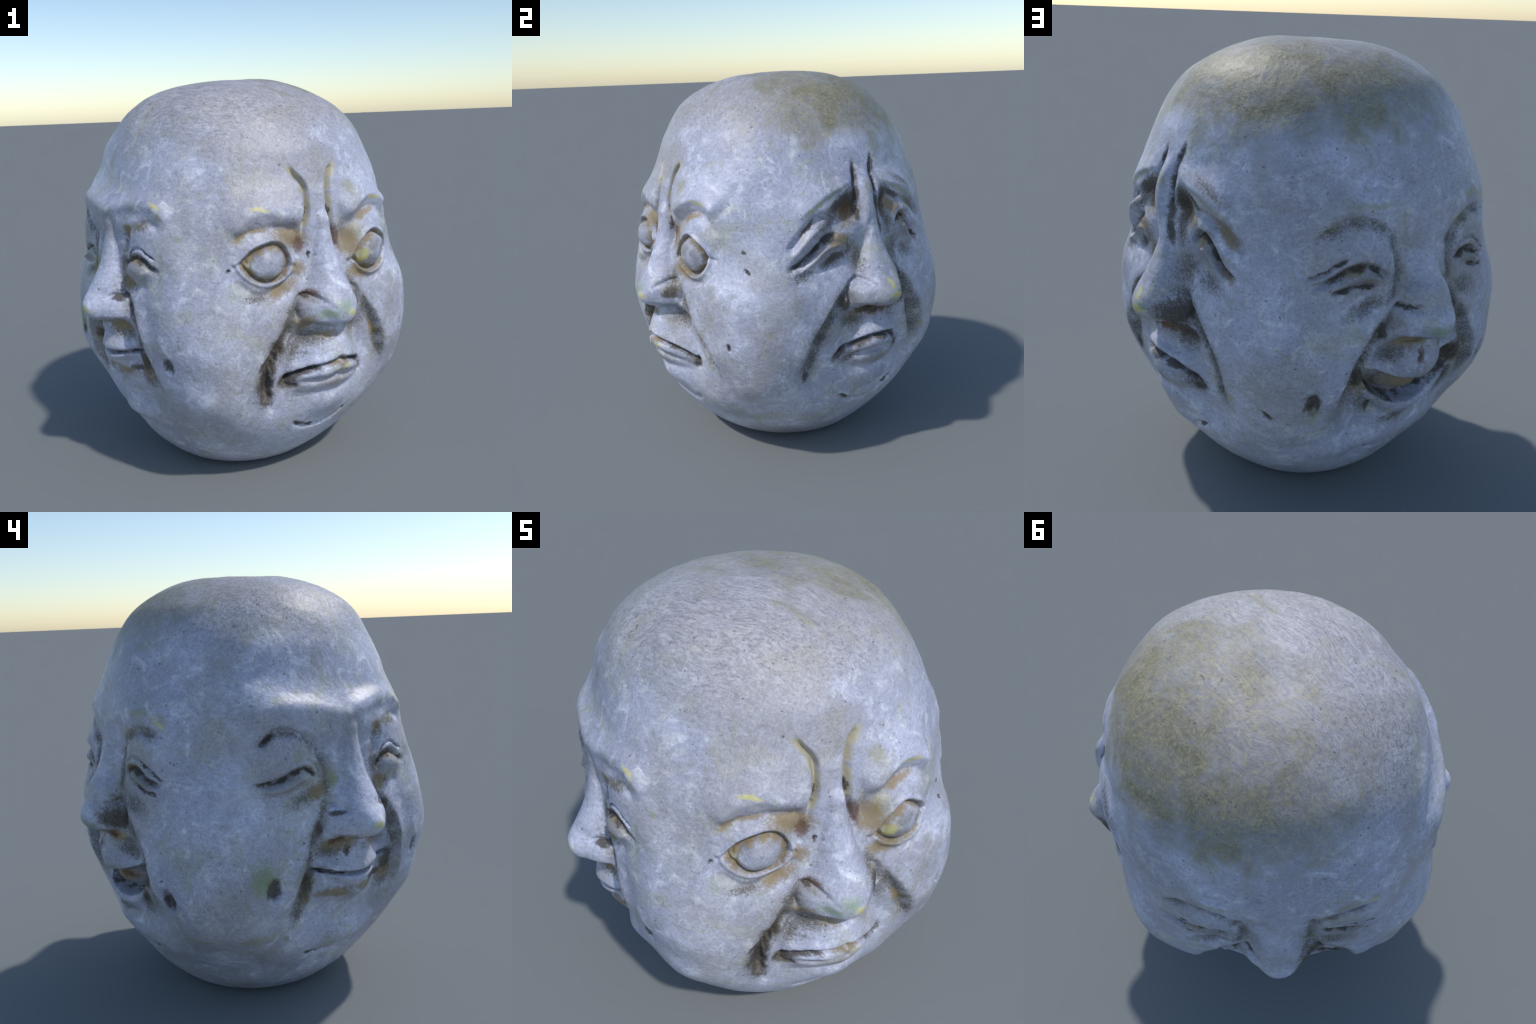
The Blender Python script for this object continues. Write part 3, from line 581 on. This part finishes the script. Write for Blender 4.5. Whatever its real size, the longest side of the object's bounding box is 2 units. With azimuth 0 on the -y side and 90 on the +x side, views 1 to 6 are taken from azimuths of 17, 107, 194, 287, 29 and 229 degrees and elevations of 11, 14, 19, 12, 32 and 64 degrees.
DIRT = {
    "angry": {
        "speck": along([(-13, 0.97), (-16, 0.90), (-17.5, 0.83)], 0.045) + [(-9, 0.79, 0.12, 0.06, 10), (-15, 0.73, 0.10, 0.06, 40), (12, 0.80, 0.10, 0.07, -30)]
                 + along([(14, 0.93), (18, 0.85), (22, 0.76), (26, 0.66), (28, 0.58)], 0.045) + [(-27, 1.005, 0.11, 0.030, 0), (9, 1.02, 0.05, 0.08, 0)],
        "ochre": [(-14, 1.27, 0.14, 0.065, -10), (-18, 1.035, 0.12, 0.045, 25), (-12, 1.12, 0.06, 0.05, 30), (-11, 0.865, 0.07, 0.06, 0), (-3, 0.80, 0.10, 0.035, 0), (11, 1.20, 0.075, 0.11, 0), (14, 1.06, 0.10, 0.045, -15),
                  (0, 0.665, 0.10, 0.022, 0), (20, 1.33, 0.12, 0.022, 20)] + along(ALMOND_LEFT, 0.026, 1.1) + along(ALMOND_RIGHT, 0.024, 1.1)
                 + along([(-35, 1.255), (-30, 1.305), (-22, 1.318)], 0.022) + [(22, 0.74, 0.10, 0.03, -62)],
        "olive": [(12.5, 1.47, 0.055, 0.045, 0), (14, 1.25, 0.07, 0.07, 30), (-30, 1.16, 0.03, 0.06, 0)],
        "rust": [(-10.8, 1.225, 0.045, 0.062, 0), (6.5, 1.24, 0.035, 0.08, 0), (-9.5, 1.005, 0.06, 0.025, 0)],
        "dark": along([(-18.5, 0.81), (-23.2, 0.715), (-25.2, 0.63), (-25.4, 0.55), (-25.4, 0.49)], 0.066) + [(-17.6, 0.592, 0.070, 0.040, 35), (-16, 0.562, 0.05, 0.02, 0), (17, 0.565, 0.035, 0.045, 0)]
                + along([(-16, 0.612), (-11, 0.645), (-7, 0.655)], 0.026) + along([(5, 0.66), (11, 0.635), (16, 0.585)], 0.022) + along([(-13.5, 0.345), (-7, 0.305), (-2, 0.294)], 0.018)
                + [(12.8, 0.345, 0.02, 0.02, 0), (42.5, 1.09, 0.024, 0.011, -40), (36.2, 0.727, 0.011, 0.024, 8), (41, 1.185, 0.016, 0.014, 0), (-7.2, 1.175, 0.014, 0.018, 0), (-36.3, 1.142, 0.013, 0.012, 0)]
                + along([(3.1, 1.40), (3.4, 1.32), (4.5, 1.24)], 0.014) + along([(-6.4, 1.40), (-7.4, 1.33)], 0.012) + [(10, 0.94, 0.05, 0.05, 0), (-10.8, 0.992, 0.035, 0.012, -10)],
        "green": [(-5.5, 0.918, 0.085, 0.035, -5), (-1, 0.95, 0.06, 0.05, 0)],
        "yellow": [(1, 0.915, 0.035, 0.03, 0), (1.5, 0.638, 0.060, 0.014, 0), (-25, 1.402, 0.07, 0.012, -8), (24, 1.405, 0.08, 0.014, -10), (16, 1.13, 0.03, 0.05, 0)]},
    "sorrowful": {
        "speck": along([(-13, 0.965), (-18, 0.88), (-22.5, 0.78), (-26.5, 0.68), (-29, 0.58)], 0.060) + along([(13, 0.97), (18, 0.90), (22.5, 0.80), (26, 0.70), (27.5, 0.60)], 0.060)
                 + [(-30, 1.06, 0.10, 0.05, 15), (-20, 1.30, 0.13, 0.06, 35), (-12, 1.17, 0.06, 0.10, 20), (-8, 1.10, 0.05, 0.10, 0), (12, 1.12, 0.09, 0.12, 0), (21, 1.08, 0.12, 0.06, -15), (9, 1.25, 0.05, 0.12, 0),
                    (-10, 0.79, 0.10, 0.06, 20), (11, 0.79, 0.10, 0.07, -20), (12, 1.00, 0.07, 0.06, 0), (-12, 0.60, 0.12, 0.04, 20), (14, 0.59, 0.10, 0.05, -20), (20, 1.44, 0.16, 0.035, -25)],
        "ochre": [(-11, 1.33, 0.10, 0.08, 20), (-16, 1.21, 0.07, 0.05, 20), (12, 1.33, 0.08, 0.06, -20), (27, 1.29, 0.12, 0.03, -40), (-6, 0.845, 0.11, 0.04, 0), (6, 0.84, 0.09, 0.04, 0), (19, 1.25, 0.06, 0.06, 0), (27, 1.14, 0.09, 0.025, -40)],
        "olive": [(-2, 1.45, 0.035, 0.06, 0), (-18, 1.425, 0.18, 0.014, 22), (18, 1.40, 0.20, 0.018, -22), (30, 0.64, 0.05, 0.03, -30), (42, 0.60, 0.07, 0.02, -40)],
        "rust": [(-10.5, 1.355, 0.09, 0.085, 20), (7.5, 1.34, 0.05, 0.11, 0), (-3, 0.835, 0.12, 0.035, 0), (4, 0.83, 0.10, 0.04, 0)],
        "dark": along([(-6.2, 1.56), (-6.6, 1.46), (-7.0, 1.36), (-7, 1.29)], 0.026) + along([(4.4, 1.58), (2.4, 1.49), (2.8, 1.40), (3.2, 1.29), (4.5, 1.20)], 0.030)
                + [(-14, 1.388, 0.14, 0.045, 30), (-9, 1.40, 0.05, 0.06, 0), (7.5, 1.38, 0.06, 0.09, 0), (13, 1.385, 0.08, 0.03, -25)] + along([(-34, 1.092), (-28, 1.135), (-22.6, 1.205), (-17, 1.238)], 0.024) + along([(-30, 1.255), (-25, 1.318)], 0.016)
                + along([(15.2, 1.245), (18, 1.276), (21.5, 1.235), (25, 1.17), (30, 1.122)], 0.018) + [(-18, 1.118, 0.10, 0.038, 22), (11, 0.925, 0.11, 0.095, 0), (-14.5, 0.90, 0.04, 0.08, 15), (-4, 0.845, 0.13, 0.030, 0), (12, 0.835, 0.13, 0.06, -10)]
                + along([(-18, 0.595), (-12, 0.662), (-3, 0.70), (5, 0.692), (11, 0.655), (16, 0.605)], 0.030) + [(15.5, 0.585, 0.05, 0.03, 0)]
                + along([(-14.4, 0.378), (-8.7, 0.340)], 0.016) + along([(11, 0.36), (17, 0.388)], 0.016) + [(42, 0.60, 0.035, 0.014, -40), (-29.5, 0.545, 0.03, 0.05, 0)],
        "green": [(3, 0.945, 0.04, 0.03, 0)],
        "yellow": [(1.5, 0.925, 0.05, 0.022, 0), (0, 0.985, 0.02, 0.04, 0), (-25.5, 1.365, 0.08, 0.009, 38)]},
    "laughing": {
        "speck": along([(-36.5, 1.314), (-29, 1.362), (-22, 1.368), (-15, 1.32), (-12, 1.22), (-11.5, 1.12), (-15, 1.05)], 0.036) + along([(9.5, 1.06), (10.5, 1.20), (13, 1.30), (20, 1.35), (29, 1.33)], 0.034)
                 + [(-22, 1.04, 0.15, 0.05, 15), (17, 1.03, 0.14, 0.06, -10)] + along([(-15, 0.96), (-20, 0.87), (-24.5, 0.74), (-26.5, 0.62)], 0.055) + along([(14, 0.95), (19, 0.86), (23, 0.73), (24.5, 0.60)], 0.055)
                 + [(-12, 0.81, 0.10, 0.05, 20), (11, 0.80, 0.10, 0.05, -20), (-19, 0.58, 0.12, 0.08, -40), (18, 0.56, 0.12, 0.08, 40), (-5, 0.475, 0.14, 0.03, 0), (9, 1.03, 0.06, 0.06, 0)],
        "ochre": [(-6, 0.865, 0.12, 0.045, 0), (6, 0.865, 0.11, 0.045, 0), (-1, 0.655, 0.24, 0.075, 0), (-21, 0.69, 0.07, 0.09, 20), (20, 0.69, 0.07, 0.09, -20), (17, 1.19, 0.06, 0.035, 0), (-26, 1.19, 0.10, 0.025, 15)],
        "olive": [(-33, 1.345, 0.08, 0.02, 15), (14, 1.33, 0.08, 0.06, 30), (20, 1.425, 0.12, 0.025, 0), (30, 1.40, 0.05, 0.025, -40), (-20, 1.43, 0.2, 0.02, 0), (38, 0.45, 0.16, 0.015, 5), (-36, 0.60, 0.05, 0.10, 0)],
        "rust": [(-2.5, 0.80, 0.03, 0.05, 0), (4, 0.86, 0.05, 0.02, 0), (4, 0.655, 0.09, 0.03, 0)],
        "dark": along([(-34, 1.150), (-28, 1.195), (-22, 1.206), (-17, 1.165)], 0.018) + along([(-32, 1.108), (-26, 1.130), (-19, 1.122)], 0.013) + along([(-39, 1.165), (-32, 1.21), (-28, 1.238)], 0.009)
                + along([(14, 1.165), (18, 1.19), (22.6, 1.166), (27, 1.130)], 0.018) + along([(19, 1.127), (24, 1.098), (28, 1.093)], 0.014) + along([(22, 1.228), (26, 1.192), (30.5, 1.152)], 0.008)
                + [(10, 0.955, 0.10, 0.075, 0), (-9, 1.025, 0.06, 0.018, 0), (-15.5, 0.93, 0.03, 0.07, 0), (-36.2, 0.658, 0.040, 0.062, -10), (32.1, 0.641, 0.036, 0.060, 18), (-3, 0.795, 0.012, 0.03, 0)]
                + along([(-19, 0.665), (-12, 0.60), (-5, 0.572), (4, 0.572), (12, 0.60), (18, 0.66)], 0.022) + [(-22, 0.73, 0.05, 0.07, 20), (20.5, 0.70, 0.05, 0.08, -20), (18, 0.60, 0.05, 0.06, 0), (-16, 0.56, 0.03, 0.04, 0)]
                + along([(-15, 0.325), (-8, 0.29)], 0.010) + along([(8, 0.285), (15, 0.318)], 0.012),
        "green": [(-2, 0.935, 0.09, 0.035, 0), (2, 0.92, 0.07, 0.03, 0)],
        "yellow": [(29, 1.385, 0.05, 0.012, -40), (-8, 0.52, 0.02, 0.02, 0), (9, 0.87, 0.02, 0.02, 0)]},
    "serene": {
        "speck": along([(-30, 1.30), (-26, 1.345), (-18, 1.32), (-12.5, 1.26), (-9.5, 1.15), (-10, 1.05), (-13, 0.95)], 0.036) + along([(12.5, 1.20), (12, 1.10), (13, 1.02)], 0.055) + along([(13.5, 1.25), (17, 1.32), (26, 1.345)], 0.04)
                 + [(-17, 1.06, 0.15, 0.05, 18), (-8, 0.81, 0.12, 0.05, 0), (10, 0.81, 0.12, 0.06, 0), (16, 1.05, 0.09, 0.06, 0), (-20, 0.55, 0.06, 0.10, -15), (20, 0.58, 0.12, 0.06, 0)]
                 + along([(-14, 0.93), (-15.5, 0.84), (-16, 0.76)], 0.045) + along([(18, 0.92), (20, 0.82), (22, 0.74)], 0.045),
        "ochre": [(-5, 0.84, 0.14, 0.05, 0), (9, 0.84, 0.12, 0.05, 0), (-16.5, 0.655, 0.07, 0.12, -8), (-6, 0.605, 0.15, 0.03, 0), (20, 0.63, 0.09, 0.08, 0), (8, 0.60, 0.12, 0.025, 0), (-13, 1.08, 0.07, 0.05, 30), (15, 1.06, 0.05, 0.06, 0), (19, 1.18, 0.08, 0.03, 0), (14.5, 1.31, 0.05, 0.05, 40)],
        "olive": [(-31, 0.745, 0.09, 0.12, 0), (-33, 0.45, 0.10, 0.05, 0), (-19, 1.23, 0.03, 0.05, 0), (20, 1.33, 0.12, 0.03, 10), (-7, 1.13, 0.05, 0.06, 0), (17, 1.07, 0.05, 0.06, 0), (30, 1.38, 0.05, 0.03, -40)],
        "rust": [(-6, 0.852, 0.07, 0.022, 0), (-17, 0.70, 0.04, 0.05, 0)],
        "dark": along([(-32, 1.136), (-27, 1.132), (-22, 1.160), (-17, 1.182), (-13, 1.148)], 0.015) + along([(13.5, 1.13), (16, 1.17), (20.3, 1.187), (25, 1.155), (29, 1.132)], 0.016) + along([(22.5, 1.226), (29, 1.180)], 0.007) + along([(15, 1.18), (18.5, 1.222)], 0.008)
                + [(-28.6, 1.312, 0.050, 0.017, 45), (-7.5, 0.985, 0.05, 0.014, 0), (-13, 0.92, 0.025, 0.06, 0), (11.5, 0.99, 0.06, 0.022, 0), (16.5, 0.94, 0.03, 0.06, 0), (-28.4, 0.697, 0.042, 0.060, -8), (33.3, 0.706, 0.034, 0.058, 14),
                   (-16.3, 0.665, 0.055, 0.10, -8), (20.5, 0.675, 0.075, 0.09, 0), (-3, 0.80, 0.014, 0.04, 0), (14, 0.625, 0.08, 0.03, 10)] + along([(-14, 0.73), (-6, 0.70), (2, 0.692), (10, 0.70), (17, 0.72)], 0.014)
                + along([(-15, 0.300), (-8, 0.297)], 0.013),
        "green": [(-30.5, 0.76, 0.085, 0.12, 0), (-6.5, 1.12, 0.045, 0.05, 0), (-24, 0.43, 0.03, 0.025, 0)],
        "yellow": [(2.5, 0.925, 0.05, 0.025, 0), (28, 1.425, 0.05, 0.012, -30)]},
}


# soft brown darkening over sockets, folds and mouth, and straw-coloured crust in the angry brow's cuts
DIRT["angry"]["wash"] = ([(-13, 1.245, 0.14, 0.11, 0), (9.5, 1.22, 0.10, 0.15, 0), (-10, 0.80, 0.17, 0.09, 15), (10, 0.80, 0.15, 0.10, -15), (0, 0.565, 0.24, 0.05, 0), (-10, 0.995, 0.09, 0.05, 0), (10.5, 0.965, 0.09, 0.09, 0),
                          (-17, 0.58, 0.08, 0.07, 20), (15, 0.58, 0.08, 0.07, -20), (-22, 1.03, 0.17, 0.055, 5), (18, 1.04, 0.16, 0.055, -5)]
                         + along([(-14.5, 0.94), (-19, 0.80), (-25.2, 0.63), (-26, 0.5)], 0.085) + along([(14, 0.94), (20, 0.80), (27, 0.60)], 0.075) + along(ALMOND_LEFT[::2], 0.045) + along(ALMOND_RIGHT[::3], 0.045))
DIRT["angry"]["straw"] = (along([(-11.9, 1.578), (-8.5, 1.52), (-6.1, 1.45), (-6.6, 1.37), (-8, 1.31)], 0.030) + along([(8.6, 1.572), (5, 1.52), (3.6, 1.45), (3.2, 1.37), (4, 1.29)], 0.030))
DIRT["sorrowful"]["wash"] = ([(-12, 1.34, 0.17, 0.12, 25), (9, 1.33, 0.12, 0.16, 0), (-21, 1.16, 0.18, 0.08, 30), (20, 1.18, 0.17, 0.10, -35), (-9, 1.10, 0.06, 0.17, 0), (10, 1.08, 0.10, 0.16, 0), (-10, 0.80, 0.17, 0.09, 15), (11, 0.80, 0.17, 0.10, -15),
                              (0, 0.575, 0.24, 0.06, 0), (12, 0.93, 0.13, 0.12, 0), (-13, 0.92, 0.08, 0.10, 0), (26, 1.31, 0.16, 0.05, -35)]
                             + along([(-14, 0.95), (-20.5, 0.83), (-26.5, 0.68), (-30, 0.53)], 0.095) + along([(14, 0.95), (21, 0.83), (26, 0.70), (28, 0.56)], 0.095))
DIRT["laughing"]["wash"] = ([(-23, 1.15, 0.22, 0.075, 10), (21, 1.15, 0.19, 0.08, -10), (-10.5, 1.15, 0.07, 0.20, 0), (10.5, 1.13, 0.08, 0.20, 0), (-10, 0.84, 0.17, 0.08, 10), (10, 0.84, 0.16, 0.08, -10), (-1, 0.635, 0.36, 0.15, 0), (0, 0.47, 0.22, 0.05, 0), (11, 0.96, 0.12, 0.10, 0), (-13, 0.97, 0.07, 0.08, 0)]
                            + along([(-15, 0.96), (-21, 0.85), (-25.5, 0.70), (-27.5, 0.54)], 0.085) + along([(14, 0.95), (20, 0.84), (23.8, 0.70), (25, 0.55)], 0.085))
DIRT["serene"]["wash"] = ([(-22, 1.14, 0.19, 0.075, 8), (21, 1.14, 0.18, 0.085, -8), (-9.5, 1.15, 0.07, 0.19, 0), (13, 1.13, 0.08, 0.20, 0), (-8, 0.83, 0.18, 0.08, 8), (11, 0.83, 0.17, 0.08, -8), (2, 0.595, 0.24, 0.06, 0), (-17, 0.66, 0.09, 0.14, -8), (21, 0.66, 0.11, 0.14, 8), (16, 0.96, 0.07, 0.09, 0), (-12, 0.96, 0.07, 0.08, 0)]
                          + along([(-12.5, 0.97), (-15.5, 0.83), (-18.5, 0.69), (-22, 0.53)], 0.075) + along([(16.5, 0.97), (20, 0.83), (23.5, 0.69), (26, 0.54)], 0.075))


def stone(name, key=None):
    m = bpy.data.materials.new(name)
    m.use_nodes = True
    T = Tree(m)
    bsdf = m.node_tree.nodes["Principled BSDF"]
    pos = T.node("TexCoord").outputs["Object"]
    sep = T.node("SeparateXYZ"); T.put(sep.inputs[0], pos)
    x, y, z = sep.outputs
    # --- bare stone: lilac-grey wash with paler and duller patches
    broad = T.noise(pos, 2.6, 5, 0.6, 0.4)
    mid = T.noise(pos, 11, 6, 0.62, 1.2)
    swirl = T.noise(pos, 34, 4, 0.6, 2.4)
    grain = T.noise(pos, 150, 3, 0.6)
    # brushed strokes meandering over the surface
    bent = T.vec("ADD", pos, T.vec("SCALE", T.noise(pos, 3.2, 3, 0.5, 0, True), scale=0.16))
    brushed = T.node("Mapping"); T.put(brushed.inputs["Vector"], bent)
    brushed.inputs["Scale"].default_value = (9, 52, 52); brushed.inputs["Rotation"].default_value = (0.1, 0.25, 0.55)
    first = strokes = T.noise(brushed.outputs[0], 1.8, 4, 0.65, 0.8)
    brushed2 = T.node("Mapping"); T.put(brushed2.inputs["Vector"], bent)
    brushed2.inputs["Scale"].default_value = (48, 9, 30); brushed2.inputs["Rotation"].default_value = (0.5, 0.2, 0.3)
    strokes = T.math("MULTIPLY", T.math("ADD", strokes, T.noise(brushed2.outputs[0], 2.2, 3, 0.65, 0.8)), 0.5)
    c = T.mix(T.step(broad, 0.36, 0.64), (0.372, 0.388, 0.500), (0.498, 0.520, 0.645))
    c = T.mix(T.math("MULTIPLY", T.step(mid, 0.50, 0.68), 0.70), c, (0.70, 0.72, 0.80))  # near-white patches lighten the colour to suggest bright highlights
    c = T.mix(T.math("MULTIPLY", T.step(mid, 0.50, 0.30), 0.55), c, (0.36, 0.36, 0.40))
    hazy = T.noise(T.vec("ADD", pos, (5.0, 2.0, 1.0)), 5.0, 5, 0.65, 0.8)
    c = T.mix(T.math("MULTIPLY", T.step(hazy, 0.50, 0.68), 0.55), c, (0.39, 0.40, 0.30))     # thin algal haze
    c = T.mix(T.math("MULTIPLY", T.step(hazy, 0.48, 0.32), 0.35), c, (0.46, 0.48, 0.64))
    dull = T.noise(T.vec("ADD", pos, (1.0, 7.0, 3.0)), 1.9, 4, 0.55, 0.5)
    c = T.mix(T.math("MULTIPLY", T.step(dull, 0.48, 0.66), 0.62), c, (0.315, 0.305, 0.322))    # dull worn bands
    crown = T.step(z, 1.60, 1.90)
    c = T.mix(T.math("MULTIPLY", crown, 0.72), c, T.mix(T.step(first, 0.32, 0.68), (0.235, 0.225, 0.228), (0.45, 0.435, 0.445)))
    # lichen film on the crown: broken streaks, thickest towards the back
    back = T.math("ADD", T.math("MULTIPLY", y, 0.85), T.math("MULTIPLY", x, 0.10))
    film = T.math("ADD", T.math("MULTIPLY", T.step(z, 1.45, 1.85), 0.20), T.math("MULTIPLY", T.step(back, -0.60, 0.50), 0.25))
    film = T.math("MULTIPLY", film, T.step(T.math("ADD", z, T.math("MULTIPLY", T.math("SUBTRACT", dull, 0.5), 1.3)), 1.34, 1.76))
    film = T.step(T.math("ADD", film, T.math("ADD", T.math("MULTIPLY", hazy, 0.45), T.math("ADD", T.math("MULTIPLY", strokes, 0.50), T.math("MULTIPLY", swirl, 0.30)))), 0.87, 1.13)
    c = T.mix(T.math("MULTIPLY", film, 0.84), c, T.mix(T.step(swirl, 0.35, 0.65), (0.150, 0.140, 0.070), (0.275, 0.250, 0.135)))
    # scattered lichen dots
    lich = T.step(T.math("ADD", T.noise(pos, 8.5, 4, 0.75, 0.4), T.math("MULTIPLY", swirl, 0.10)), 0.70, 0.77)
    c = T.mix(T.math("MULTIPLY", lich, 0.60), c, (0.30, 0.31, 0.165))
    # tonal grain of the brushed, gritty surface
    tone = T.math("ADD", T.math("ADD", T.math("MULTIPLY", strokes, 1.15), T.math("MULTIPLY", swirl, 0.75)), T.math("MULTIPLY", grain, 0.40))
    tone = T.math("ADD", T.math("MULTIPLY", T.math("SUBTRACT", tone, 1.15), 1.05), 1.0)
    c = T.vec("SCALE", c, scale=tone)
    # pinholes and nicks: a few sizes, gathered in loose swarms
    jig = T.vec("ADD", bent, T.vec("SCALE", T.noise(pos, 40, 3, 0.6, 0, True), scale=0.030))
    hole = None
    for size, keep, wide in ((22, 1.05, 0.22), (52, 1.005, 0.32)):
        vor = T.node("TexVoronoi"); T.put(vor.inputs["Vector"], jig)
        vor.inputs["Scale"].default_value = size
        gate = T.node("SeparateColor"); T.put(gate.inputs[0], vor.outputs["Color"])
        one = T.math("MULTIPLY", T.step(T.math("ADD", vor.outputs["Distance"], T.math("MULTIPLY", gate.outputs[1], 0.12)), wide, wide * 0.55),
                     T.math("GREATER_THAN", T.math("ADD", gate.outputs[0], T.math("MULTIPLY", mid, 0.22)), keep))
        hole = one if hole is None else T.math("MAXIMUM", hole, one)
    c = T.mix(T.math("MULTIPLY", hole, 0.75), c, (0.11, 0.105, 0.090))
    height = T.math("ADD", T.math("MULTIPLY", swirl, 0.60), T.math("MULTIPLY", strokes, 1.0))
    height = T.math("SUBTRACT", T.math("ADD", height, T.math("MULTIPLY", grain, 0.30)), T.math("MULTIPLY", hole, 0.8))
    rough = T.math("ADD", T.math("ADD", 0.29, T.math("MULTIPLY", mid, 0.26)), T.math("MULTIPLY", crown, 0.10))
    if key:
        # --- soil, lichen and stain in this face's own plane
        az0 = FACE_AZ[key] * DEG
        fwd = T.vec("DOT_PRODUCT", pos, (math.sin(az0), -math.cos(az0), 0))
        side = T.vec("DOT_PRODUCT", pos, (math.cos(az0), math.sin(az0), 0))
        comb = T.node("CombineXYZ")
        T.put(comb.inputs[0], T.math("MULTIPLY", T.math("ARCTAN2", side, fwd), ARC)); T.put(comb.inputs[1], z)
        warp = T.vec("SCALE", T.vec("SUBTRACT", T.noise(pos, 22, 4, 0.65, 0, True), (0.5, 0.5, 0.5)), scale=0.050)
        warp = T.vec("MULTIPLY", warp, (1, 1, 0))
        v = T.vec("ADD", comb.outputs[0], warp)
        gritty = T.noise(bent, 105, 4, 0.7, 1.2)
        coarse = T.noise(pos, 24, 3, 0.6, 0.6)
        speckle = T.math("ADD", T.math("MULTIPLY", gritty, 1.5), T.math("ADD", T.math("MULTIPLY", coarse, 0.7), -1.10))
        grime = 0.0
        for ch, lo, hi, amount, gr in (("wash", 0.06, 0.95, 0.56, 1.2), ("olive", 0.12, 0.80, 0.50, 0.7), ("speck", 0.40, 0.72, 0.80, 1.5), ("ochre", 0.08, 0.70, 0.78, 1.1), ("green", 0.10, 0.85, 0.66, 0.9),
                                       ("straw", 0.10, 0.60, 0.75, 1.0), ("rust", 0.12, 0.70, 0.80, 1.0), ("dark", 0.10, 0.58, 0.90, 1.1), ("yellow", 0.12, 0.60, 0.65, 0.9)):
            if ch not in DIRT[key]:
                continue
            acc = None
            for o in DIRT[key][ch]:
                g = T.blob(v, *o)
                acc = g if acc is None else T.math("MAXIMUM", acc, g)
            raw = acc
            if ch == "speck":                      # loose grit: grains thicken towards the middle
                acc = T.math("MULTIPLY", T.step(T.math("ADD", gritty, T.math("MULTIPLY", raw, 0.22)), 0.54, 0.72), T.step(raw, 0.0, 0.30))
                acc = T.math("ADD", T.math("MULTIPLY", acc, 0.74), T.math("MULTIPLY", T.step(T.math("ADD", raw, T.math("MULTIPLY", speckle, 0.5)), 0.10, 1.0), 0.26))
            else:
                acc = T.math("ADD", acc, T.math("MULTIPLY", speckle, gr * 0.8))
                acc = T.math("MULTIPLY", T.step(acc, lo, hi), T.step(raw, 0.0, 0.22))
            col = SOIL[ch]
            if ch == "dark":  # near-black to dark brown mottle, also along the eye slits
                col = T.mix(T.step(gritty, 0.42, 0.62), (0.030, 0.026, 0.022), (0.125, 0.105, 0.078))
            c = T.mix(T.math("MULTIPLY", acc, amount), c, col)
            if ch in ("speck", "dark", "ochre"):
                grime = T.math("MAXIMUM", grime, acc) if not isinstance(grime, float) else acc
        height = T.math("ADD", height, T.math("MULTIPLY", T.math("MULTIPLY", grime, gritty), 1.6))
        rough = T.math("ADD", rough, T.math("MULTIPLY", grime, 0.25))
    bump = T.node("Bump"); bump.inputs["Strength"].default_value = 0.32; bump.inputs["Distance"].default_value = 0.006
    T.put(bump.inputs["Height"], height)
    T.put(bsdf.inputs["Normal"], bump.outputs[0])
    T.put(bsdf.inputs["Base Color"], c)
    T.put(bsdf.inputs["Roughness"], rough)
    bsdf.inputs["Specular IOR Level"].default_value = 0.50
    return m


stone_mat = stone("weathered_lilac_stone")
face_mats = {k: stone("weathered_stone_" + k, k) for k in FACE_AZ}

# ------------------------------------------------------------------ assemble
head = bpy.data.objects.new("four_faced_stone_head", None)
bpy.context.collection.objects.link(head)
head["label"] = "weathered pale stone head with four carved bald faces"
head["category"] = "stone statue"
part("cranium", head, [quads[region == -1], cap_t], stone_mat)
for k, nm in enumerate(names):
    mat = face_mats[nm]
    sets = [quads[region == k * 10]]
    if k == 0:
        sets.append(cap_b)
    face = part(nm + "_face", head, sets, mat)
    part("nose", face, [quads[region == k * 10 + 1]], mat)
    part("mouth", face, [quads[region == k * 10 + 2]], mat)
    part("eye", face, [quads[region == k * 10 + 3]], mat)
    part("eye", face, [quads[region == k * 10 + 4]], mat)
